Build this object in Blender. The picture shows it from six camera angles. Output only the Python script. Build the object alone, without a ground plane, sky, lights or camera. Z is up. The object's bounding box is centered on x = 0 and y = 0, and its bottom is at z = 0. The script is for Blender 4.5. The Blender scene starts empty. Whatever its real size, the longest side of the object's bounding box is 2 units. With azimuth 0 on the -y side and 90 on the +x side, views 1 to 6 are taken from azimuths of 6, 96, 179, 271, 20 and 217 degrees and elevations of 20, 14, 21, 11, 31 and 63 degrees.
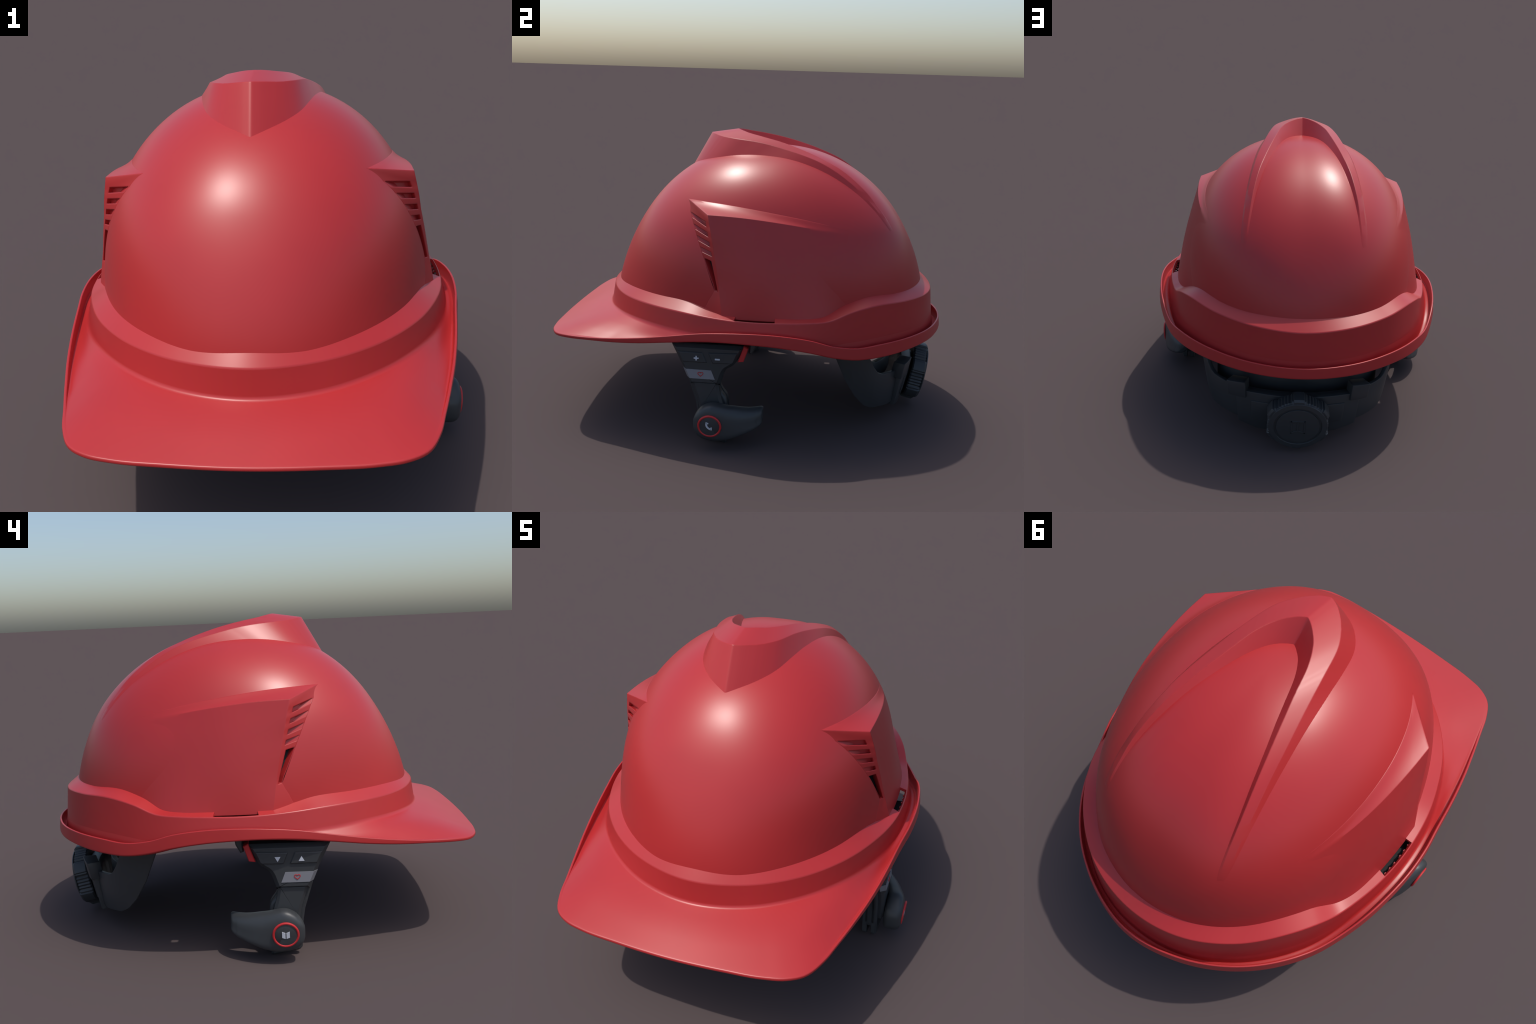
"""Red safety helmet: smooth dome, V-shaped crest, side vent pods, stepped brow
band running into a peak and a rain gutter, black suspension below."""
import bpy, bmesh, math
import numpy as np
from mathutils import Vector, Matrix
from mathutils.bvhtree import BVHTree

# ------------------------------------------------------------------ helpers
def spline(xs, ys, x, mirror=False):
    """Cubic Hermite interpolation of a control table; mirror = even at both ends."""
    xs = np.asarray(xs, float); ys = np.asarray(ys, float)
    if mirror:
        xs = np.concatenate([2*xs[0]-xs[1:3][::-1], xs, 2*xs[-1]-xs[-3:-1][::-1]])
        ys = np.concatenate([ys[1:3][::-1], ys, ys[-3:-1][::-1]])
    m = np.gradient(ys, xs)
    i = np.clip(np.searchsorted(xs, x)-1, 0, len(xs)-2)
    h = xs[i+1]-xs[i]; t = (x-xs[i])/h
    return ((2*t**3-3*t**2+1)*ys[i] + (t**3-2*t*t+t)*h*m[i]
            + (-2*t**3+3*t*t)*ys[i+1] + (t**3-t*t)*h*m[i+1])

def catmull(P, n=16):
    P = np.asarray(P, float); Q = np.vstack([2*P[0]-P[1], P, 2*P[-1]-P[-2]]); out = []
    t = np.linspace(0, 1, n, endpoint=False)[:, None]
    for i in range(len(P)-1):
        a, b, c, d = Q[i:i+4]
        out.append(.5*(2*b+(c-a)*t+(2*a-5*b+4*c-d)*t**2+(3*b-a-3*c+d)*t**3))
    return np.vstack(out+[P[-1:]])

def resample(P, u):
    """Points of polyline P at arc length fractions u."""
    s = np.concatenate([[0], np.cumsum(np.linalg.norm(np.diff(P, axis=0), axis=1))]); s /= s[-1]
    return np.stack([np.interp(u, s, P[:, k]) for k in range(3)], -1)

def at_z(P, z):
    """Point of a falling curve at height z."""
    o = np.argsort(P[:, 2])
    return np.array([np.interp(z, P[o, 2], P[o, k]) for k in range(3)])

def make(name, verts, faces, mat, parent, angle=35, smooth=True):
    me = bpy.data.meshes.new(name)
    me.from_pydata([tuple(map(float, v)) for v in verts], [], faces)
    bm = bmesh.new(); bm.from_mesh(me)
    bmesh.ops.remove_doubles(bm, verts=bm.verts, dist=1e-5)
    bmesh.ops.recalc_face_normals(bm, faces=bm.faces)
    bm.to_mesh(me); bm.free()
    if smooth:
        me.shade_smooth(); me.set_sharp_from_angle(angle=math.radians(angle))
    for m in (mat if isinstance(mat, (list, tuple)) else [mat]): me.materials.append(m)
    ob = bpy.data.objects.new(name, me); bpy.context.collection.objects.link(ob)
    if parent: ob.parent = parent
    return ob

def grid_faces(n, m, o=0, close_n=False, close_m=False):
    f = []
    for i in range(n if close_n else n-1):
        for j in range(m if close_m else m-1):
            a, b = i, (i+1) % n; c, d = j, (j+1) % m
            f.append((o+a*m+c, o+a*m+d, o+b*m+d, o+b*m+c))
    return f

def bevel(ob, w, seg=2, angle=30):
    md = ob.modifiers.new('b', 'BEVEL'); md.width = w; md.segments = seg
    md.limit_method = 'ANGLE'; md.angle_limit = math.radians(angle); md.use_clamp_overlap = True
    dg = bpy.context.evaluated_depsgraph_get()
    me = bpy.data.meshes.new_from_object(ob.evaluated_get(dg))
    old = ob.data; ob.modifiers.clear(); ob.data = me; bpy.data.meshes.remove(old)
    me.shade_smooth(); me.set_sharp_from_angle(angle=math.radians(32))

def prism(name, outline, x0, x1, mat, parent, side=1, chamfer=0.0, inset=0.0, bev=0.0):
    """Outline in (y, z) extruded from x0 to x1; the outer end is inset over the chamfer."""
    P = np.array(outline, float); n = len(P); c = P.mean(0)
    rings = [(x0, P)]
    if chamfer:
        d = np.roll(P, -1, 0)-P
        en = np.stack([d[:, 1], -d[:, 0]], 1); en /= np.linalg.norm(en, axis=1)[:, None]
        ep = np.roll(en, 1, 0)                              # mitred inset of every corner
        nr = (en+ep)/np.maximum(.35, 1+(en*ep).sum(1))[:, None]
        area = np.sum(P[:, 0]*np.roll(P[:, 1], -1)-np.roll(P[:, 0], -1)*P[:, 1])
        nr *= -np.sign(area)
        rings += [(x1-chamfer, P), (x1, P+nr*inset)]
    else:
        rings += [(x1, P)]
    V = [(side*x, y, z) for x, R in rings for y, z in R]
    F = []
    for k in range(len(rings)-1):
        for i in range(n):
            j = (i+1) % n; F.append((k*n+i, k*n+j, (k+1)*n+j, (k+1)*n+i))
    F.append(tuple(range(n))); F.append(tuple(range((len(rings)-1)*n, len(rings)*n)))
    ob = make(name, V, F, mat, parent, 30)
    if bev: bevel(ob, bev)
    return ob

def place(ob, M):
    ob.data.transform(M); return ob

# ---------------------------------------------------------------- materials
def plastic(name, rgb, rough, spec=.5, grain=0.0, bev=0.0, mottled=.03):
    m = bpy.data.materials.new(name); m.use_nodes = True
    nt = m.node_tree; N = nt.nodes; L = nt.links; b = N['Principled BSDF']
    tc = N.new('ShaderNodeTexCoord')
    no = N.new('ShaderNodeTexNoise'); no.inputs['Scale'].default_value = 3.5; no.inputs['Detail'].default_value = 4
    L.new(tc.outputs['Object'], no.inputs['Vector'])
    cr = N.new('ShaderNodeValToRGB')
    cr.color_ramp.elements[0].color = (*[c*(1-mottled) for c in rgb], 1)
    cr.color_ramp.elements[1].color = (*[min(1, c*(1+mottled)) for c in rgb], 1)
    cr.color_ramp.elements[0].position = .3; cr.color_ramp.elements[1].position = .7
    L.new(no.outputs['Fac'], cr.inputs['Fac']); L.new(cr.outputs['Color'], b.inputs['Base Color'])
    b.inputs['Roughness'].default_value = rough
    b.inputs['Specular IOR Level'].default_value = spec
    last = None
    if bev:
        bv = N.new('ShaderNodeBevel'); bv.samples = 6; bv.inputs['Radius'].default_value = bev; last = bv
    if grain:
        g = N.new('ShaderNodeTexNoise'); g.inputs['Scale'].default_value = 260; g.inputs['Detail'].default_value = 2
        L.new(tc.outputs['Object'], g.inputs['Vector'])
        bp = N.new('ShaderNodeBump'); bp.inputs['Strength'].default_value = grain; bp.inputs['Distance'].default_value = .002
        L.new(g.outputs['Fac'], bp.inputs['Height'])
        if last: L.new(last.outputs['Normal'], bp.inputs['Normal'])
        last = bp
    if last: L.new(last.outputs['Normal'], b.inputs['Normal'])
    return m

RED = plastic('red_shell_plastic', (.43, .025, .026), .36, .5)
RED_EDGED = plastic('red_moulded_plastic', (.43, .025, .026), .36, .5, bev=.006)     # softened edges
BLACK = plastic('black_plastic', (.040, .043, .046), .45, .5, grain=.05, bev=.003, mottled=.08)
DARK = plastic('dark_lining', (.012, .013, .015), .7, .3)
TRIM = plastic('red_trim', (.52, .025, .028), .4)
GREY = plastic('grey_display', (.23, .23, .25), .4)
PALE = plastic('pale_symbol', (.55, .57, .62), .45)

# --------------------------------------------------------------------- root
root = bpy.data.objects.new('safety_helmet', None)
bpy.context.collection.objects.link(root)
root['label'] = 'red plastic safety helmet with peak, crest and black side controls'
root['category'] = 'safety helmet'

# --------------------------------------------------------------------- dome
Z0, HT, LEAN = .4552, .92, .1481                       # base height, rise, lean back
SQ = (.1117, .3285)                                    # squareness of the plan: front, back
PROF_P = (2.3609, 2.1008, 1.9177)                      # profile roundness: front, side, back
PROF_Q = (2.6419, 2.8651, 1.7928)
RAD = (.7139, .6268, .9152); YC = -.0306               # radius: front, side, back
SWELL_T = [0, 6, 12, 18, 24, 32, 45, 60, 72, 90, 126, 135, 150, 165, 180]         # fullness of the foot by azimuth
SWELL = [.016, .014, .009, .002, -.005, -.0115, -.017, -.012, .001, .000, -.003, -.005, -.011, -.004, .008]
BULGE = [(160, 1.10, .014, 18, .22), (26, .98, .008, 15, .18)]                  # azimuth, height, amount, spreads


def blend(f, s, b, th):
    c = np.cos(th); return np.where(c > 0, s+(f-s)*c*c, s+(b-s)*c*c)

def dome_points(th, zcut, m):
    p = blend(*PROF_P, th)[:, None]; q = blend(*PROF_Q, th)[:, None]
    c = np.cos(th); s = np.sin(th); n = 2+np.where(c > 0, *SQ)
    rp = ((np.abs(s)/RAD[1])**n+(np.abs(c)/np.where(c > 0, RAD[0], RAD[2]))**n)**(-1/n)
    t0 = np.arcsin(((zcut-Z0)/HT)**(q/2))
    u = np.linspace(0, 1, m)[None, :]
    ts = t0+(np.pi/2-t0)*u
    z = Z0+HT*np.sin(ts)**(2/q)
    rho = rp[:, None]*np.maximum(np.cos(ts), 0)**(2/p)
    P = np.stack([rho*s[:, None], YC+LEAN*(z-Z0)-rho*c[:, None], z], -1)
    az = np.degrees(np.arctan2(np.abs(P[..., 0]), .09-P[..., 1]))
    w = np.clip((1.05-z)/.38, 0, 1); w = w*w*(3-2*w)
    k = spline(SWELL_T, SWELL, az, True)*w
    for a0, h0, am, wa, wh in BULGE:
        m = (360 if a0 > 90 else 0)-a0                      # mirror image, so the centre line stays smooth
        k = k+am*(np.exp(-((az-a0)/wa)**2)+np.exp(-((az-m)/wa)**2))*np.exp(-((z-h0)/wh)**2)
    rr = np.hypot(P[..., 0], P[..., 1]-.09)+1e-9
    P[..., 0] *= 1+k/rr; P[..., 1] = .09+(P[..., 1]-.09)*(1+k/rr)
    return P

NT, MT = 288, 90
TH = np.linspace(0, 2*np.pi, NT, endpoint=False)
D = dome_points(TH, .60, MT)
D[:, -1] = D[:, -1].mean(0)
dome = make('shell_dome', D.reshape(-1, 3), grid_faces(NT, MT, close_n=True), RED, root, 60)
BV = BVHTree.FromPolygons([v.co.copy() for v in dome.data.vertices], [tuple(p.vertices) for p in dome.data.polygons])

def dome_near(p):
    co, nr, _, _ = BV.find_nearest(Vector(p))
    if nr.dot(co-Vector((0, .1, .6))) < 0: nr = -nr
    co = np.array(co); nr = np.array(nr)
    return co, nr, float((np.asarray(p)-co) @ nr)

def settle(p, k=.007, sink=.0025, fade=1.0):
    """Smooth union with the dome: points below its surface settle just under it."""
    co, nr, d0 = dome_near(p)
    d = d0*fade if d0 > 0 else d0
    e = k*np.logaddexp(0, d/k)-sink*min(1, max(0, 1-d/.02))
    return np.asarray(p)+nr*(e-d0)

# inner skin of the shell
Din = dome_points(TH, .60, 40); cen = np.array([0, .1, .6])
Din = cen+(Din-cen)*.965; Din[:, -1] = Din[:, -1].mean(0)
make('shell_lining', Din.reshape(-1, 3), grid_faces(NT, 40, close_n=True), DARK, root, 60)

# the shell is open behind the lowest, wedge-shaped louvre of each pod
def open_louvre(ob, side):
    a, b = np.array((side*.5635, -.1745, .892)), np.array((side*.617, -.112, .744))
    n = np.cross(b-a, np.array((side*1, -.25, .3))); n /= np.linalg.norm(n)
    if n[1] < 0: n = -n
    bm = bmesh.new(); bm.from_mesh(ob.data)
    for co, no in ((a, n), ((0, 0, .889), (0, 0, 1)), ((0, 0, .752), (0, 0, 1))):
        near = [f for f in bm.faces if f.calc_center_median().x*side > .5 and -.25 < f.calc_center_median().y < .0 and .70 < f.calc_center_median().z < .94]
        geom = list({v for f in near for v in f.verts})+list({e for f in near for e in f.edges})+near
        bmesh.ops.bisect_plane(bm, geom=geom, plane_co=co, plane_no=no, dist=1e-5)
    kill = []
    for f in bm.faces:
        c = f.calc_center_median()
        if c.x*side > .5 and .752 < c.z < .889 and c.y < a[1]+.13 and (np.array(c)-a) @ n > 0: kill.append(f)
    bmesh.ops.delete(bm, geom=kill, context='FACES'); bm.to_mesh(ob.data); bm.free()
    ob.data.shade_smooth()
open_louvre(dome, 1); open_louvre(dome, -1)

# -------------------------------------------------------------------- crest
# four rails of one leg of the V: outer foot, outer edge, inner edge, inner foot
RA = [(0, -.355, 1.25), (.10, -.285, 1.28), (.165, -.2, 1.304), (.201, -.09, 1.326), (.228, .055, 1.337), (.248, .203, 1.322),
      (.268, .35, 1.277), (.282, .46, 1.222), (.292, .555, 1.150), (.297, .635, 1.065), (.295, .70, .98)]
RB = [(0, -.244, 1.428), (.045, -.222, 1.424), (.098, -.171, 1.416), (.144, -.094, 1.41), (.174, .025, 1.399), (.199, .142, 1.376),
      (.231, .29, 1.336), (.25, .392, 1.291), (.267, .485, 1.231), (.279, .571, 1.155), (.287, .648, 1.065), (.288, .71, .97)]
RC = [(0, -.106, 1.451), (.036, -.082, 1.447), (.08, -.035, 1.436), (.117, .042, 1.422), (.14, .13, 1.403), (.165, .22, 1.377),
      (.19, .313, 1.344), (.222, .434, 1.289), (.246, .54, 1.21), (.259, .61, 1.14), (.266, .665, 1.06), (.269, .715, .97)]
RD = [(0, -.03, 1.38), (.02, -.015, 1.377), (.053, .019, 1.374), (.088, .084, 1.368), (.12, .179, 1.358), (.14, .245, 1.34),
      (.165, .316, 1.319), (.185, .378, 1.297), (.207, .454, 1.257), (.23, .535, 1.203), (.247, .612, 1.133), (.256, .675, 1.055), (.260, .72, .97)]
NS = 90
uu = np.linspace(0, 1, NS)**1.5
rails = [resample(catmull(R), uu) for R in (RA, RB, RC, RD)]

def lift(R, fade):
    """Height of a top rail over the dome, smoothed and faded to nothing at the tail."""
    foot = [dome_near(p) for p in R]
    h = np.array([f[2] for f in foot]); s = uu
    h = np.maximum(h, .0)*np.clip((1-s)/fade, 0, 1)**.9
    for _ in range(4): h[2:-1] = .25*h[1:-2]+.5*h[2:-1]+.25*h[3:]
    h = np.maximum(h, .008*np.clip((1-s)/.25, 0, 1)*(s > .5))
    h = h-.0015*np.clip((s-.9)/.1, 0, 1)
    return np.array([f[0]+f[1]*e for f, e in zip(foot, h)])
A, B, C, Dd = rails
B2, C2 = lift(B, .25), lift(C, .25)
keep = uu < .03
B2[keep] = B[keep]; C2[keep] = C[keep]
def foot(R, T):
    out = []
    for p, t in zip(R, T):
        co, nr, d = dome_near(p)
        h = max(0, dome_near(t)[2]); w = (co-t); out.append(co+w*.25-nr*(.0012+min(.011, .3*h)))
    return np.array(out)
A2, D2 = foot(A, B2), foot(Dd, C2)
A2[:, 0] = np.where(np.arange(NS) == 0, 0, A2[:, 0]); D2[0, 0] = 0; B2[0, 0] = 0; C2[0, 0] = 0
def both(R):
    R = np.vstack([(R*[-1, 1, 1])[::-1], R[1:]])
    m = NS-1
    for _ in range(10):                       # soften the keel on the centre line
        Q = R.copy(); sl = slice(m-6, m+7)
        R[sl] = .25*Q[m-7:m+6]+.5*Q[m-6:m+7]+.25*Q[m-5:m+8]
    return R
sec = np.stack([both(R) for R in (A2, B2, C2, D2)], 1)
n = len(sec)
V = sec.reshape(-1, 3); F = grid_faces(n, 4, close_m=True)
F += [(0, 1, 2, 3), tuple((n-1)*4+k for k in (3, 2, 1, 0))]
make('crest', V, F, RED_EDGED, root, 22)

# ---------------------------------------------------------------- vent pods
RO = [(.555, -.158, 1.093), (.556, -.06, 1.090), (.553, .03, 1.084), (.545, .13, 1.073), (.531, .23, 1.059), (.510, .33, 1.043), (.482, .43, 1.027), (.445, .53, 1.010)]
RI = [(.383, -.293, 1.141), (.440, -.185, 1.139), (.473, -.073, 1.131), (.493, .038, 1.120), (.495, .16, 1.100), (.483, .27, 1.078), (.462, .37, 1.053), (.43, .48, 1.020)]
RF = [(.555, -.158, 1.093), (.576, -.138, 1.006), (.589, -.123, .934), (.604, -.108, .863), (.620, -.092, .777), (.642, -.077, .682), (.652, -.070, .630)]
RG = [(.383, -.293, 1.141), (.434, -.271, 1.095), (.484, -.242, 1.036), (.523, -.211, .970), (.561, -.178, .898), (.589, -.145, .824), (.616, -.114, .748), (.612, -.135, .71), (.610, -.155, .67), (.605, -.170, .63)]
FOOT = [(.652, -.070, .63), (.655, .02, .63), (.655, .11, .63), (.650, .21, .63), (.636, .31, .63), (.606, .41, .63), (.56, .50, .63), (.49, .595, .63)]
NP, MP = 60, 40
up = np.linspace(0, 1, NP)
O = resample(catmull(RO), up); I = np.array([dome_near(q)[0] for q in resample(catmull(RI), up)]); Bt = resample(catmull(FOOT), up)
Fc = catmull(RF); Gc = catmull(RG)

tail = np.clip((1-up)/.45, 0, 1); tail = tail*tail*(3-2*tail)          # pods melt into the dome at the back

def pod(side):
    V = []; F = []; M = []
    def add(P, faces, mi):
        o = len(V); V.extend(P); F.extend([tuple(o+i for i in f) for f in faces]); M.extend([mi]*len(faces))
    # side wall: ruled between the top edge and the brow band, settled on the dome
    S = []
    for i in range(NP):
        for j in range(MP):
            t = j/(MP-1)
            p = O[i]*(1-t)+Bt[i]*t
            p = p+np.array([1, 0, 0])*.012*math.sin(math.pi*t)*math.exp(-((p[1]-.10)/.17)**2)
            S.append(settle(p, .007-.005*(1-tail[i]), .0025, tail[i]))
    S = np.array(S).reshape(NP, MP, 3)
    lead = np.array([at_z(Fc, z) for z in S[0, :, 2]])-S[0]      # the wall starts on the louvre's outer edge
    for i in range(16): S[i] += lead*(1-i/16)**2
    S = list(S.reshape(-1, 3))
    add(S, grid_faces(NP, MP), 0)
    # sloping roof
    T = []
    for i in range(NP):
        for j in range(7):
            t = j/6*1.15-.15
            p = I[i]*(1-t)+O[i]*t
            if t < 0: co, nr, d = dome_near(p); p = p-nr*.01
            fade = min(1, max(0, (i/NP-.55)/.45))
            T.append(settle(p, .004-.002*fade, .001+.0015*fade, tail[i]) if j > 1 and i > 0 else p-0.0)
        T[-1] = np.array(S[i*MP])
    add(T, grid_faces(NP, 7), 0)
    # louvred front: rows (height on the dome side, height on the outer edge)
    rows = [(1.141, 1.093, 0), (1.086, 1.052, 1), (1.064, 1.029, 0), (1.036, 1.006, 1), (1.014, .986, 0), (.987, .963, 1), (.965, .942, 0),
            (.939, .921, 1), (.918, .902, 0), (.893, .880, 2), (.866, .854, 2), (.838, .828, 2), (.810, .800, 2), (.780, .772, 2), (.750, .745, 0),
            (.70, .70, 0), (.66, .66, 0), (.63, .63, 0)]
    us = {1: (.05, .80), 2: (.06, .66)}
    def pt(zg, zf, u):
        g, f = at_z(Gc, zg), at_z(Fc, zf)
        g = dome_near(g)[0]
        if u < 0: co, nr, d = dome_near(g); return g-nr*(max(d, 0)+.008)
        return g*(1-u)+f*u
    for (g0, f0, k), (g1, f1, _) in zip(rows[:-1], rows[1:]):
        if k == 0:
            add([pt(g0, f0, 0), pt(g0, f0, 1), pt(g1, f1, 1), pt(g1, f1, 0)], [(0, 1, 2, 3)], 0)
        add([pt(g0, f0, -1), pt(g0, f0, 0), pt(g1, f1, 0), pt(g1, f1, -1)], [(0, 1, 2, 3)], 0)
        if k == 0: continue
        a, b = us[k]
        q = [pt(g0, f0, u) for u in (0, a, b, 1)]+[pt(g1, f1, u) for u in (0, a, b, 1)]
        nrm = np.cross(q[3]-q[0], q[4]-q[0]); nrm /= np.linalg.norm(nrm)
        if nrm[1] < 0: nrm = -nrm
        dp = .017 if k == 1 else .04
        inn = nrm*.6+np.array([-.35, .5, -.25 if k == 1 else 0]); inn /= np.linalg.norm(inn)
        q += [q[1]+inn*dp, q[2]+inn*dp, q[5]+inn*dp, q[6]+inn*dp]
        fs = [(0, 1, 5, 4), (2, 3, 7, 6), (2, 6, 11, 9), (1, 8, 10, 5)]
        if k == 1: fs += [(1, 2, 9, 8), (5, 10, 11, 6)]
        if k == 2 and g0 == .893: fs += [(1, 2, 9, 8)]
        if k == 2 and g1 == .750: fs += [(5, 10, 11, 6)]
        add(q, fs, 0)
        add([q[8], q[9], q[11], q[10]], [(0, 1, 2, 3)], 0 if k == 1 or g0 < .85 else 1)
    V = np.array(V)*[side, 1, 1]
    ob = make('vent_pod', V, F, [RED_EDGED, DARK], root, 25)
    # materials by face (doubles removal keeps face order)
    if len(ob.data.polygons) == len(M):
        ob.data.polygons.foreach_set('material_index', M)
    return ob
pod(1); pod(-1)

# ------------------------------------- brow band, peak and rain gutter (ring)
CY = .09
T1 = [0, 15, 30, 45, 60, 70, 80, 90, 100, 110, 118, 126, 135, 150, 165, 180]
R1 = [.812, .79, .757, .716, .682, .668, .66, .66, .662, .668, .676, .688, .707, .745, .778, .79]
Z1 = [.67, .67, .672, .672, .668, .652, .643, .642, .643, .645, .652, .690, .720, .718, .716, .716]
R2 = [.846, .827, .798, .762, .724, .707, .695, .690, .692, .702, .718, .738, .761, .804, .836, .846]
Z2 = [.633, .633, .638, .643, .641, .637, .632, .630, .632, .634, .642, .678, .698, .694, .682, .672]
R3 = [.859, .845, .816, .780, .744, .726, .711, .706, .709, .720, .736, .757, .781, .823, .855, .865]
Z3 = [.533, .536, .546, .554, .551, .548, .555, .558, .548, .526, .498, .480, .478, .482, .479, .481]
T4 = [0, 12, 20, 24, 28, 32, 36, 42, 50, 60, 70, 80, 90, 100, 110, 118, 126, 135, 150, 165, 180]
R4 = [1.089, 1.105, 1.135, 1.147, 1.137, 1.088, 1.027, .953, .879, .812, .770, .755, .750, .752, .764, .777, .797, .820, .856, .884, .902]
Z4 = [.449, .452, .455, .458, .461, .467, .474, .490, .514, .545, .573, .590, .597, .592, .572, .540, .524, .528, .528, .521, .520]
Z5 = [.436, .438, .441, .443, .446, .452, .459, .469, .487, .513, .534, .545, .545, .535, .513, .485, .467, .465, .469, .466, .468]
LIP = [0, 0, 0, 0, .001, .003, .006, .014, .026, .036, .042, .045, .048, .053, .055, .051, .053, .059, .055, .051, .048]
NB = 432
tb = np.linspace(0, 360, NB, endpoint=False)
ta = np.where(tb > 180, 360-tb, tb)
def col(T, X): return spline(T, X, ta, True)
r1, z1, r2, z2, r3, z3 = (col(T1, X) for X in (R1, Z1, R2, Z2, R3, Z3))
r4, z4, z5, lip = (col(T4, X) for X in (R4, Z4, Z5, LIP))
peak = np.clip((75-ta)/45, 0, 1); peak = peak*peak*(3-2*peak)      # 1 on the peak, 0 in the gutter

def ring_profile(k):
    r1k, z1k, r2k, z2k, r3k, z3k, r4k, z4k, z5k, L, w = (X[k] for X in (r1, z1, r2, z2, r3, z3, r4, z4, z5, lip, peak))
    sl = np.array([r1k-r2k, z1k-z2k])
    inn = np.array([r1k, z1k])+sl*.8
    span = r4k-r3k
    rw = .008+.004*w                                              # rim width
    mid = np.array([r3k+span*.45, (z3k*.55+(z4k-L)*.45)+.005*w-.075*w*(1-w)])
    line = lambda r: z4k+(mid[1]-z4k)*(r4k-r)/(r4k-mid[0])
    lw = min(1, L/.012)
    gi = np.array([r4k-rw-.004, (1-lw)*line(r4k-rw-.004)+lw*(z4k-L)])              # foot of the lip
    lt = np.array([r4k-rw, (1-lw)*line(r4k-rw)+lw*z4k])
    P = [(inn, 0), ((r2k, z2k), .005), ((r3k, z3k), .012), (mid, .05*w+.004), (gi, .012),
         (lt, .003), ((r4k, z4k), .0035+.0015*w), ((r4k+.006*(1-w), z5k), .008), ((r4k-.022, z5k-.004+.008*w), .004),
         ((r3k+.008, min(z3k, mid[1])-.020), .015), ((r2k-.008, z2k-.012), .004), (inn-np.array([.003, .014]), 0)]
    out = []
    m = len(P)
    for i, (p, rad) in enumerate(P):
        p = np.array(p)
        if rad == 0: out.append(p); continue
        a = np.array(P[i-1][0]); b = np.array(P[(i+1) % m][0])
        la, lb = np.linalg.norm(a-p), np.linalg.norm(b-p)
        q0 = p+(a-p)/la*min(rad, la*.45); q1 = p+(b-p)/lb*min(rad, lb*.45)
        for t in (0, .25, .5, .75, 1): out.append(q0*(1-t)**2+2*p*t*(1-t)+q1*t*t)
    return np.array(out)
prof = [ring_profile(k) for k in range(NB)]
MB = len(prof[0])
V = []
for k in range(NB):
    s, c = math.sin(math.radians(tb[k])), math.cos(math.radians(tb[k]))
    V += [(r*s, CY-r*c, z) for r, z in prof[k]]
F = []
def in_slot(k):
    y = CY-r2[k]*math.cos(math.radians(tb[k])); return -.011 < y < .190
top_seg = set([0, 1])                       # ledge top up to the outer edge
under = set([MB-1, MB-2])
slot = [in_slot(k) and in_slot((k+1) % NB) for k in range(NB)]
for k in range(NB):
    for j in range(MB):
        if slot[k] and (j == 0 or j >= MB-2): continue
        a, b, c, d = k*MB+j, k*MB+(j+1) % MB, ((k+1) % NB)*MB+(j+1) % MB, ((k+1) % NB)*MB+j
        F.append((a, b, c, d))
for k in range(NB):                          # end walls of the accessory slot
    if slot[k] != slot[k-1]:
        F.append((k*MB, k*MB+1, k*MB+MB-2, k*MB+MB-1))
for k in range(NB):
    if slot[k]: F.append((k*MB+1, k*MB+MB-2, ((k+1) % NB)*MB+MB-2, ((k+1) % NB)*MB+1))
brim = make('brim', V, F, RED, root, 40)
wn = brim.modifiers.new('w', 'WEIGHTED_NORMAL'); wn.keep_sharp = True

# dark floor and little pegs inside the accessory slots
ks = [k for k in range(NB) if slot[k] and tb[k] < 180]
for sd in (1, -1):
    V = []
    for k in ks:
        t = math.radians(tb[k])
        for r, z in ((.60, .575), (r2[k]-.008, .575), (r2[k]-.008, .565), (.60, .565)): V.append((sd*r*math.sin(t), CY-r*math.cos(t), z))
    make('slot_floor', V, grid_faces(len(ks), 4, close_m=True)+[(0, 1, 2, 3), tuple((len(ks)-1)*4+i for i in range(4))], DARK, root)
    V = []; F = []
    for q in range(6):
        k = ks[int((q+.5)*len(ks)/6)]; t = math.radians(tb[k])
        for z0 in (.590, .608):
            o = len(V)
            for dr in (-.017, -.007):
                for dy in (-.004, .004):
                    for dz in (0, .005): V.append((sd*(r2[k]+dr)*math.sin(t), CY-r2[k]*math.cos(t)+dy, z0+dz))
            F += [tuple(o+i for i in f) for f in ((0, 1, 3, 2), (4, 5, 7, 6), (0, 1, 5, 4), (2, 3, 7, 6), (0, 2, 6, 4), (1, 3, 7, 5))]
    make('slot_pegs', V, F, RED, root)['kind'] = 'stuff'

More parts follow.
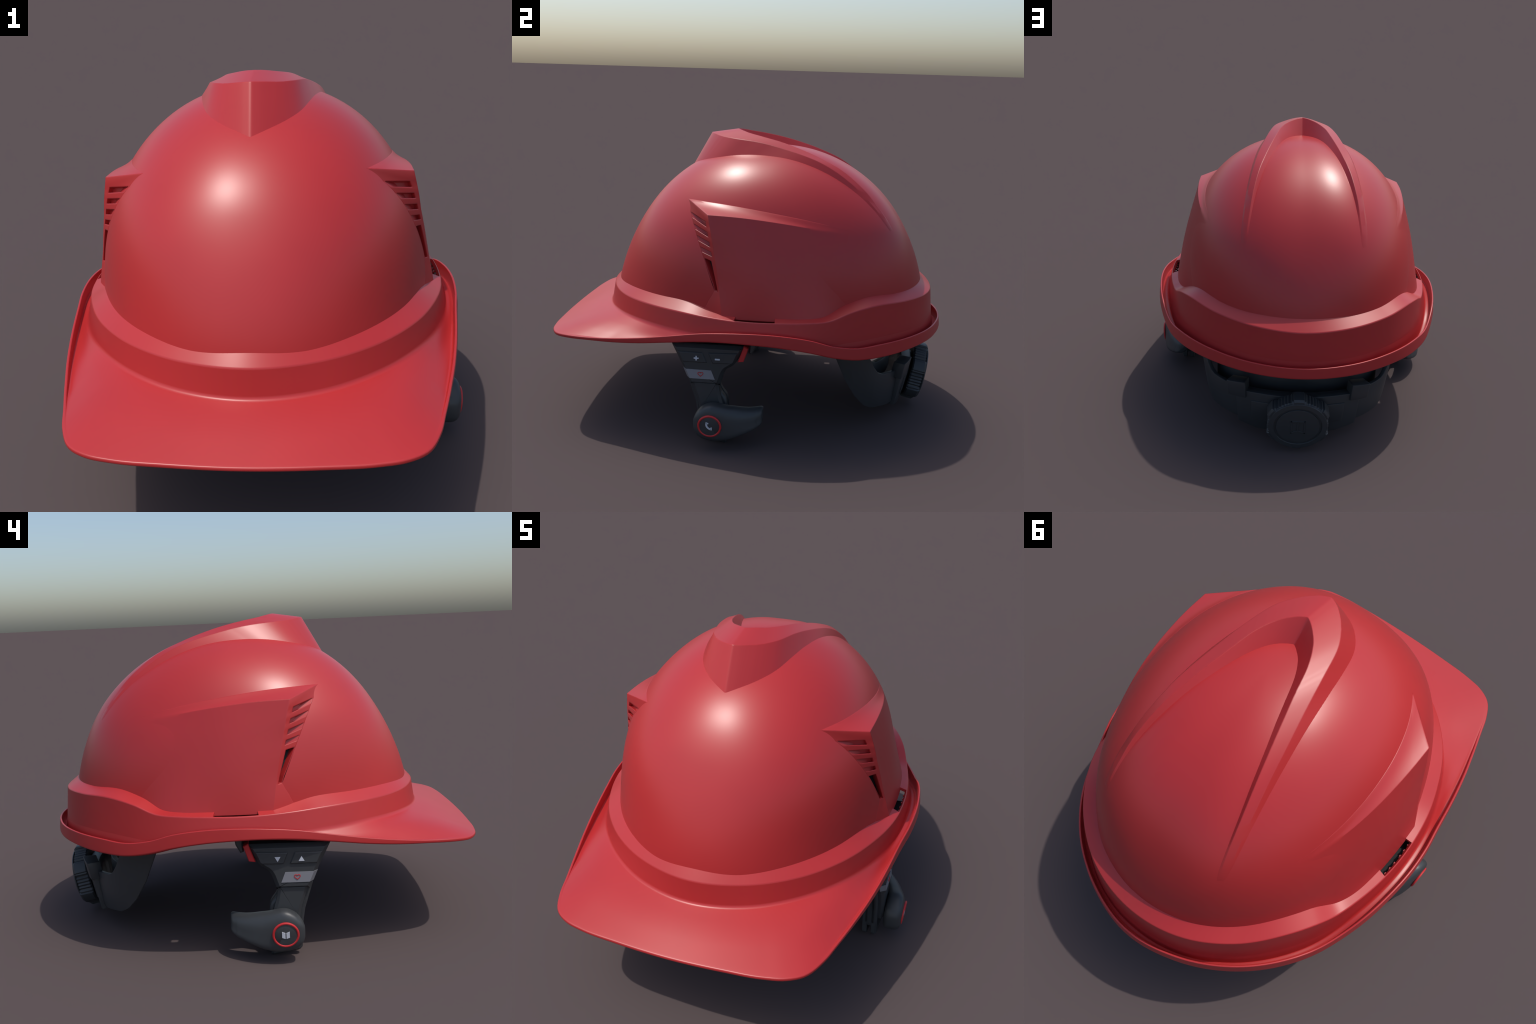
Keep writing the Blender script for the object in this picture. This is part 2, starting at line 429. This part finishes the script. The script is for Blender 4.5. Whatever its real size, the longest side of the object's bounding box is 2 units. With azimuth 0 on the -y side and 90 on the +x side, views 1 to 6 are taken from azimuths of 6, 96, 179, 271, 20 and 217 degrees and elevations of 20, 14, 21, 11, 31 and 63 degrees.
# ------------------------------------------------------------ head suspension
def band(name, path, zlo, zhi, thick, mat, parent, closed=False, flare=None):
    """Strap standing on a plan path, with its own bottom and top height."""
    P = np.asarray(path, float); n = len(P)
    d = np.gradient(P, axis=0)
    if closed: d = np.roll(P, -1, 0)-np.roll(P, 1, 0)
    nr = np.stack([d[:, 1], -d[:, 0]], 1); nr /= np.linalg.norm(nr, axis=1)[:, None]
    c = np.array([0, .15]); 
    if ((P-c)*nr).sum() < 0: nr = -nr
    V = []
    for i in range(n):
        zs = [zlo[i], zlo[i], zhi[i], zhi[i]]
        for (s, z, ins) in ((0, zlo[i], 0), (1, zlo[i]+.0, 0), (1, zhi[i], 0), (0, zhi[i], 0)):
            f = 0 if flare is None else flare*(z-.3)
            q = P[i]+nr[i]*(thick*s+f); V.append((q[0], q[1], z))
    F = grid_faces(n, 4, close_n=closed, close_m=True)
    if not closed: F += [(0, 1, 2, 3), tuple((n-1)*4+k for k in (0, 1, 2, 3))]
    ob = make(name, V, F, mat, parent, 40)
    bevel(ob, min(.004, thick*.3), 2)
    return ob

susp = bpy.data.objects.new('head_suspension', None); bpy.context.collection.objects.link(susp); susp.parent = root
a = np.linspace(0, 2*np.pi, 121)[:-1]
hp = np.stack([.54*np.sin(a), .06-np.where(np.cos(a) > 0, .62, .66)*np.cos(a)], 1)
band('headband', hp, np.full(120, .50), np.full(120, .62), .02, BLACK, susp, True)
# webbing over the crown
for ang in (0, 60, 120):
    t = np.linspace(0, np.pi, 41); cA, sA = math.cos(math.radians(ang)), math.sin(math.radians(ang))
    V = []
    for q in t:
        rr = math.cos(q); z = .58+.62*math.sin(q)
        ex = .54*rr*cA; ey = .06+.60*rr*sA
        for w in (-.03, .03):
            for dz in (0, .008): V.append((ex-w*sA, ey+w*cA, z+dz))
    Fq = []
    for i in range(40):
        o = i*4
        for p, q in ((0, 1), (1, 3), (3, 2), (2, 0)): Fq.append((o+p, o+q, o+4+q, o+4+p))
    make('crown_strap', V, Fq, BLACK, susp)

# nape cradle: two side flaps swept round to the rear strap
half = np.array([(.463, .43), (.461, .50), (.452, .57), (.430, .63), (.396, .68), (.345, .725), (.28, .762), (.19, .79), (.10, .808), (0, .813)])
h3 = catmull(np.column_stack([half, np.zeros(len(half))]), 10)[:, :2]
yy = h3[:, 1]
flap = h3[yy <= .765]
fy = flap[:, 1]
fl = np.interp(fy, [.43, .455, .512, .565, .61, .65, .69, .73, .80], [.52, .43, .292, .202, .152, .130, .126, .117, .105])
fh = np.interp(fy, [.43, .55, .58, .61, .64, .66, .68, .72, .80], [.56, .56, .50, .42, .355, .325, .313, .306, .285])
for s in (1, -1):
    band('nape_flap', flap*[s, 1], np.minimum(fl, fh-.01), fh, .022, BLACK, susp, flare=.14)
rear = h3[h3[:, 0] <= .292]
rear = np.vstack([rear, (rear*[-1, 1])[::-1][1:]])
ax = np.abs(rear[:, 0])
band('nape_strap', rear+0, np.interp(ax, [0, .2, .3, .4], [.055, .07, .10, .115]), np.interp(ax, [0, .2, .28, .33, .4], [.292, .296, .298, .300, .304]), .050, BLACK, susp, flare=.2)
for s in (1, -1):
    e = h3[(h3[:, 0] > .236) & (h3[:, 0] < .318)]*[s, 1]
    band('strap_lug', e, np.full(len(e), .26), np.linspace(.345, .355, len(e)), .062, BLACK, susp, flare=.2)
    rib = h3[(h3[:, 0] > .02) & (h3[:, 0] < .225)]*[s, 1]
    band('strap_rib', rib, np.full(len(rib), .13), np.full(len(rib), 0.245), .056, BLACK, susp, flare=.2)
# upper rear arch behind the strap
arc = catmull(np.array([(.42, .50, 0), (.37, .60, 0), (.28, .67, 0), (.15, .71, 0), (0, .72, 0), (-.15, .71, 0), (-.28, .67, 0), (-.37, .60, 0), (-.42, .50, 0)], float), 8)[6:-6][:, :2]
ax = np.abs(arc[:, 0])
band('rear_arch', arc, np.interp(ax, [0, .3, .38, .44], [.245, .25, .25, .30]), np.interp(ax, [0, .25, .33, .42], [.345, .34, .345, .40]), .025, BLACK, susp)

# ratchet knob: scalloped wheel with ribbed grips
knob = bpy.data.objects.new('ratchet_knob', None); bpy.context.collection.objects.link(knob); knob.parent = susp
KM = Matrix.Translation((0, .925, .172)) @ Matrix.Rotation(math.radians(-11.5), 4, 'X') @ Matrix.Rotation(math.radians(-90), 4, 'X')
def wheel(name, prof_fn, rings, mat, n=192, ang=30):
    V = []
    for r, z in rings:
        for i in range(n):
            t = 2*math.pi*i/n; q = prof_fn(t, r); V.append((q*math.cos(t), q*math.sin(t), z))
    F = grid_faces(len(rings), n, close_m=True); F += [tuple(range(n)), tuple(range((len(rings)-1)*n, len(rings)*n))]
    return place(make(name, V, F, mat, knob, ang), KM)
def scallop(t, r):
    u = ((t*6/(2*math.pi)+.275) % 1)                     # six grips
    if u < .55:
        rib = .0025*math.cos(u/.55*2*math.pi*5)
        return r*1.0+rib-.003
    return r+.012*(1 if .62 < u < .93 else .35)
wheel('knob_grip', scallop, [(.140, -.075), (.147, -.068), (.147, -.012), (.138, -.002)], BLACK, 360)
plain = lambda t, r: r
wheel('knob_core', plain, [(.10, -.12), (.10, -.08)], BLACK, 64)
wheel('knob_face', plain, [(.142, -.003), (.140, 0.003), (.116, .004), (.113, -.004), (.106, -.004), (.104, .003), (.06, .006), (.01, .007)], BLACK, 96, 25)
# relief mark on the cap
for pts in ([(-.035, -.04), (-.028, -.04), (-.028, .04), (-.035, .04)], [(-.035, .033), (-.0, .018), (.0, .026), (-.035, .041)],
            [(.028, -.04), (.035, -.04), (.035, .04), (.028, .04)], [(.035, .033), (.0, .018), (.0, .026), (.035, .041)],
            [(-.035, -.04), (.035, -.04), (.035, -.033), (-.035, -.033)], [(-.004, -.034), (.004, -.034), (.004, .02), (-.004, .02)]):
    V = [(x, y, .005) for x, y in pts]+[(x, y, .0095) for x, y in pts]
    place(make('cap_mark', V, [(0, 1, 2, 3), (4, 5, 6, 7), (0, 1, 5, 4), (1, 2, 6, 5), (2, 3, 7, 6), (3, 0, 4, 7)], BLACK, knob), KM)

# ------------------------------------------------------------- control arms
XF = .688
def flat_sign(name, polys, x, side, mat, parent, th=.004):
    V = []; F = []
    for P in polys:
        n = len(P); o = len(V)
        V += [(side*(x-.004), y, z) for y, z in P]+[(side*(x+th-.002), y, z) for y, z in P]
        F += [tuple(o+i for i in range(n)), tuple(o+n+i for i in range(n))]
        F += [(o+i, o+(i+1) % n, o+n+(i+1) % n, o+n+i) for i in range(n)]
    return make(name, V, F, mat, parent, 20)

def stroke(pts, w):
    """Closed outline drawn as a chain of short quads."""
    P = np.array(pts); n = len(P); d = np.roll(P, -1, 0)-np.roll(P, 1, 0)
    nr = np.stack([d[:, 1], -d[:, 0]], 1); nr /= np.linalg.norm(nr, axis=1)[:, None]
    a, b = P-nr*w/2, P+nr*w/2
    return [[a[i], a[(i+1) % n], b[(i+1) % n], b[i]] for i in range(n)]

def arm(side):
    ar = bpy.data.objects.new('control_arm', None); bpy.context.collection.objects.link(ar); ar.parent = susp
    back = catmull(np.array([(.047, .507, 0), (.0, .420, 0), (-.044, .384, 0), (-.064, .335, 0), (-.072, .306, 0)]), 5)[:, :2]
    upper = [(-.303, .505), (-.246, .388), (-.212, .306)]+list(map(tuple, back[::-1]))
    prism('arm_housing', upper, .59, XF, BLACK, ar, side, .020, .016)
    low_b = catmull(np.array([(-.076, .325, 0), (-.078, .29, 0), (-.066, .262, 0), (-.043, .228, 0), (-.036, .173, 0), (-.036, .10, 0), (-.038, .012, 0), (-.046, 0, 0)]), 4)[:, :2]
    front = [(-.226, .325), (-.190, .208), (-.182, .16), (-.178, .10), (-.174, .036), (-.164, .022)]
    sole = lambda y: .040*(y+.046)/(-.114)
    prism('arm_neck', front+list(map(tuple, low_b[::-1])), .588, .610, BLACK, ar, side)
    prism('arm_neck', front+list(map(tuple, low_b[::-1])), .630, .655, BLACK, ar, side, .008, .008)
    core = front[:4]+[(-.170, .075), (-.158, .070), (-.046, .032)]+[(y-.003, max(z, .034)) for y, z in map(tuple, low_b[::-1]) if z > .034]
    prism('arm_neck', core, .60, .640, BLACK, ar, side)
    fb = catmull(np.array([(-.074, .325, 0), (-.076, .30, 0), (-.066, .25, 0), (-.050, .19, 0), (-.046, .12, 0)]), 4)[:, :2]
    prism('arm_neck', [(-.208, .325), (-.176, .228), (-.168, .187), (-.160, .12)]+list(map(tuple, fb[::-1])), .64, .680, BLACK, ar, side, .012, .012)
    # keys
    prism('key', [(-.268, .472), (-.152, .472), (-.130, .421), (-.244, .421)], XF-.01, XF+.006, BLACK, ar, side, .005, .004)
    prism('key', [(-.125, .472), (.014, .478), (-.006, .430), (-.014, .423), (-.105, .421)], XF-.01, XF+.006, BLACK, ar, side, .005, .004)
    # grey display wrapped over the front chamfer
    flat_sign('display', [[(-.230, .385), (-.110, .385), (-.092, .340), (-.211, .340)]], XF, side, GREY, ar)
    V = [(side*x, y, z) for x, y, z in ((XF+.002, -.230, .385), (XF+.002, -.211, .340), (XF-.022, -.2285, .340), (XF-.022, -.2475, .385))]
    V += [(x-side*.004, y+.003, z) for x, y, z in V]
    make('display', V, [(0, 1, 2, 3), (4, 5, 6, 7), (0, 1, 5, 4), (1, 2, 6, 5), (2, 3, 7, 6), (3, 0, 4, 7)], GREY, ar)
    # heart outline
    hs = []
    for i in range(40):
        t = 2*math.pi*i/40
        hs.append((-.160+.0125*(16*math.sin(t)**3)/16, .3645+.0110*(13*math.cos(t)-5*math.cos(2*t)-2*math.cos(3*t)-math.cos(4*t))/15))
    flat_sign('heart_symbol', stroke(hs, .0024), XF+.003, side, TRIM, ar, .003)
    # red release tab and its clip
    prism('release_tab', [(.040, .512), (.062, .500), (.040, .434), (.012, .430)], .60, .682, TRIM, ar, side, .004, .003)
    prism('strap_clip', [(.066, .53), (.098, .53), (.094, .50), (.075, .465), (.060, .470)], .60, .66, BLACK, ar, side, .006, .006)
    # symbols on the keys
    y1, y2, zc = -.1795, -.080, .444
    if side > 0:
        flat_sign('key_symbol', [[(y1-.0115, zc-.003), (y1+.0115, zc-.003), (y1+.0115, zc+.003), (y1-.0115, zc+.003)],
                                 [(y1-.003, zc+.003), (y1+.003, zc+.003), (y1+.003, zc+.011), (y1-.003, zc+.011)],
                                 [(y1-.003, zc-.011), (y1+.003, zc-.011), (y1+.003, zc-.003), (y1-.003, zc-.003)]], XF+.008, side, PALE, ar, .003)
        flat_sign('key_symbol', [[(y2-.0115, zc-.0035), (y2+.0115, zc-.0035), (y2+.0115, zc+.0035), (y2-.0115, zc+.0035)]], XF+.008, side, PALE, ar, .003)
    else:
        flat_sign('key_symbol', [[(y1-.012, zc-.010), (y1+.012, zc-.010), (y1, zc+.011)]], XF+.008, side, PALE, ar, .003)
        flat_sign('key_symbol', [[(y2-.012, zc+.010), (y2+.012, zc+.010), (y2, zc-.011)]], XF+.008, side, PALE, ar, .003)
    # hooked earpiece: boxy-oval sections along its length
    Y = [-.183, -.178, -.165, -.145, -.12, -.095, -.065, -.03, .005, .04, .075, .10, .118, .128, .132]
    TOP = [.158, .174, .197, .218, .233, .237, .230, .219, .211, .202, .195, .192, .190, .187, .181]
    BOT = [.112, .094, .077, .062, .054, .051, .052, .059, .069, .080, .092, .101, .110, .117, .128]
    XC = [.722, .722, .722, .722, .721, .721, .719, .713, .703, .690, .672, .655, .641, .633, .629]
    XW = [.020, .030, .040, .044, .045, .045, .044, .041, .038, .036, .034, .032, .029, .025, .016]
    ys = np.concatenate([np.linspace(-.183, -.15, 10), np.linspace(-.14, .10, 22), np.linspace(.106, .132, 10)])
    tp, bt, xc, xw = (np.interp(ys, Y, X) for X in (TOP, BOT, XC, XW))
    for X in (tp, bt, xc, xw):
        X[1:-1] = .25*X[:-2]+.5*X[1:-1]+.25*X[2:]
    V = []; ns = 40
    for y, t, b, c, w in zip(ys, tp, bt, xc, xw):
        for i in range(ns):
            q = 2*math.pi*i/ns; cs, sn = math.cos(q), math.sin(q); e = 2/3.2
            V.append((side*(c+w*math.copysign(abs(cs)**e, cs)+sn*np.interp(y, [-.1, 0, .1], [.004, -.014, -.018])), y, (t+b)/2+(t-b)/2*math.copysign(abs(sn)**e, sn)))
    F = grid_faces(len(ys), ns, close_m=True)+[tuple(range(ns)), tuple(range((len(ys)-1)*ns, len(ys)*ns))]
    make('earpiece', V, F, BLACK, ar, 50)
    # round button on its outer end
    BM = Matrix.Translation((side*.7625, -.102, .139)) @ Matrix.Rotation(math.radians(side*5), 4, 'Y') @ Matrix.Rotation(math.radians(side*90), 4, 'Y')
    V = []; nn = 72
    for i in range(nn):
        t = 2*math.pi*i/nn
        for j in range(10):
            u = 2*math.pi*j/10; r = .0515+.0052*math.cos(u); V.append((r*math.cos(t), r*math.sin(t), .0052*math.sin(u)+.001))
    place(make('button_ring', V, grid_faces(nn, 10, close_n=True, close_m=True), TRIM, ar), BM)
    V = []
    for r, z in ((.052, -.02), (.0475, .002), (.045, .0035), (.005, .004)):
        V += [(r*math.cos(2*math.pi*i/nn), r*math.sin(2*math.pi*i/nn), z) for i in range(nn)]
    place(make('button', V, grid_faces(4, nn, close_m=True)+[tuple(range(3*nn, 4*nn))], BLACK, ar), BM)
    def on_button(polys):
        # (y, z) of the side view -> local disc axes
        V = []; F = []
        for P in polys:
            n = len(P); o = len(V)
            L = [(-z, side*1.0*y) for y, z in P] if side > 0 else [(z*1.0, y) for y, z in P]
            V += [(x, y, .003) for x, y in L]+[(x, y, .0062) for x, y in L]
            F += [tuple(o+i for i in range(n)), tuple(o+n+i for i in range(n))]+[(o+i, o+(i+1) % n, o+n+(i+1) % n, o+n+i) for i in range(n)]
        place(make('button_symbol', V, F, PALE, ar, 20), BM)
    if side > 0:                                     # telephone handset
        polys = []
        arcp = [math.radians(q) for q in np.linspace(168, 262, 9)]
        for a0, a1 in zip(arcp[:-1], arcp[1:]):
            polys.append([(.012+r*math.cos(q), .012+r*math.sin(q)) for r, q in ((.022, a0), (.030, a0), (.030, a1), (.022, a1))])
        for q in (arcp[0], arcp[-1]):
            polys.append([(.012+r*math.cos(p), .012+r*math.sin(p)) for r, p in ((.016, q-.16), (.030, q-.16), (.030, q+.16), (.016, q+.16))])
        on_button(polys)
    else:                                            # open book
        on_button([[(.002, -.016), (.016, -.011), (.016, .016), (.002, .010)], [(-.002, -.016), (-.016, -.011), (-.016, .016), (-.002, .010)]])
arm(1); arm(-1)
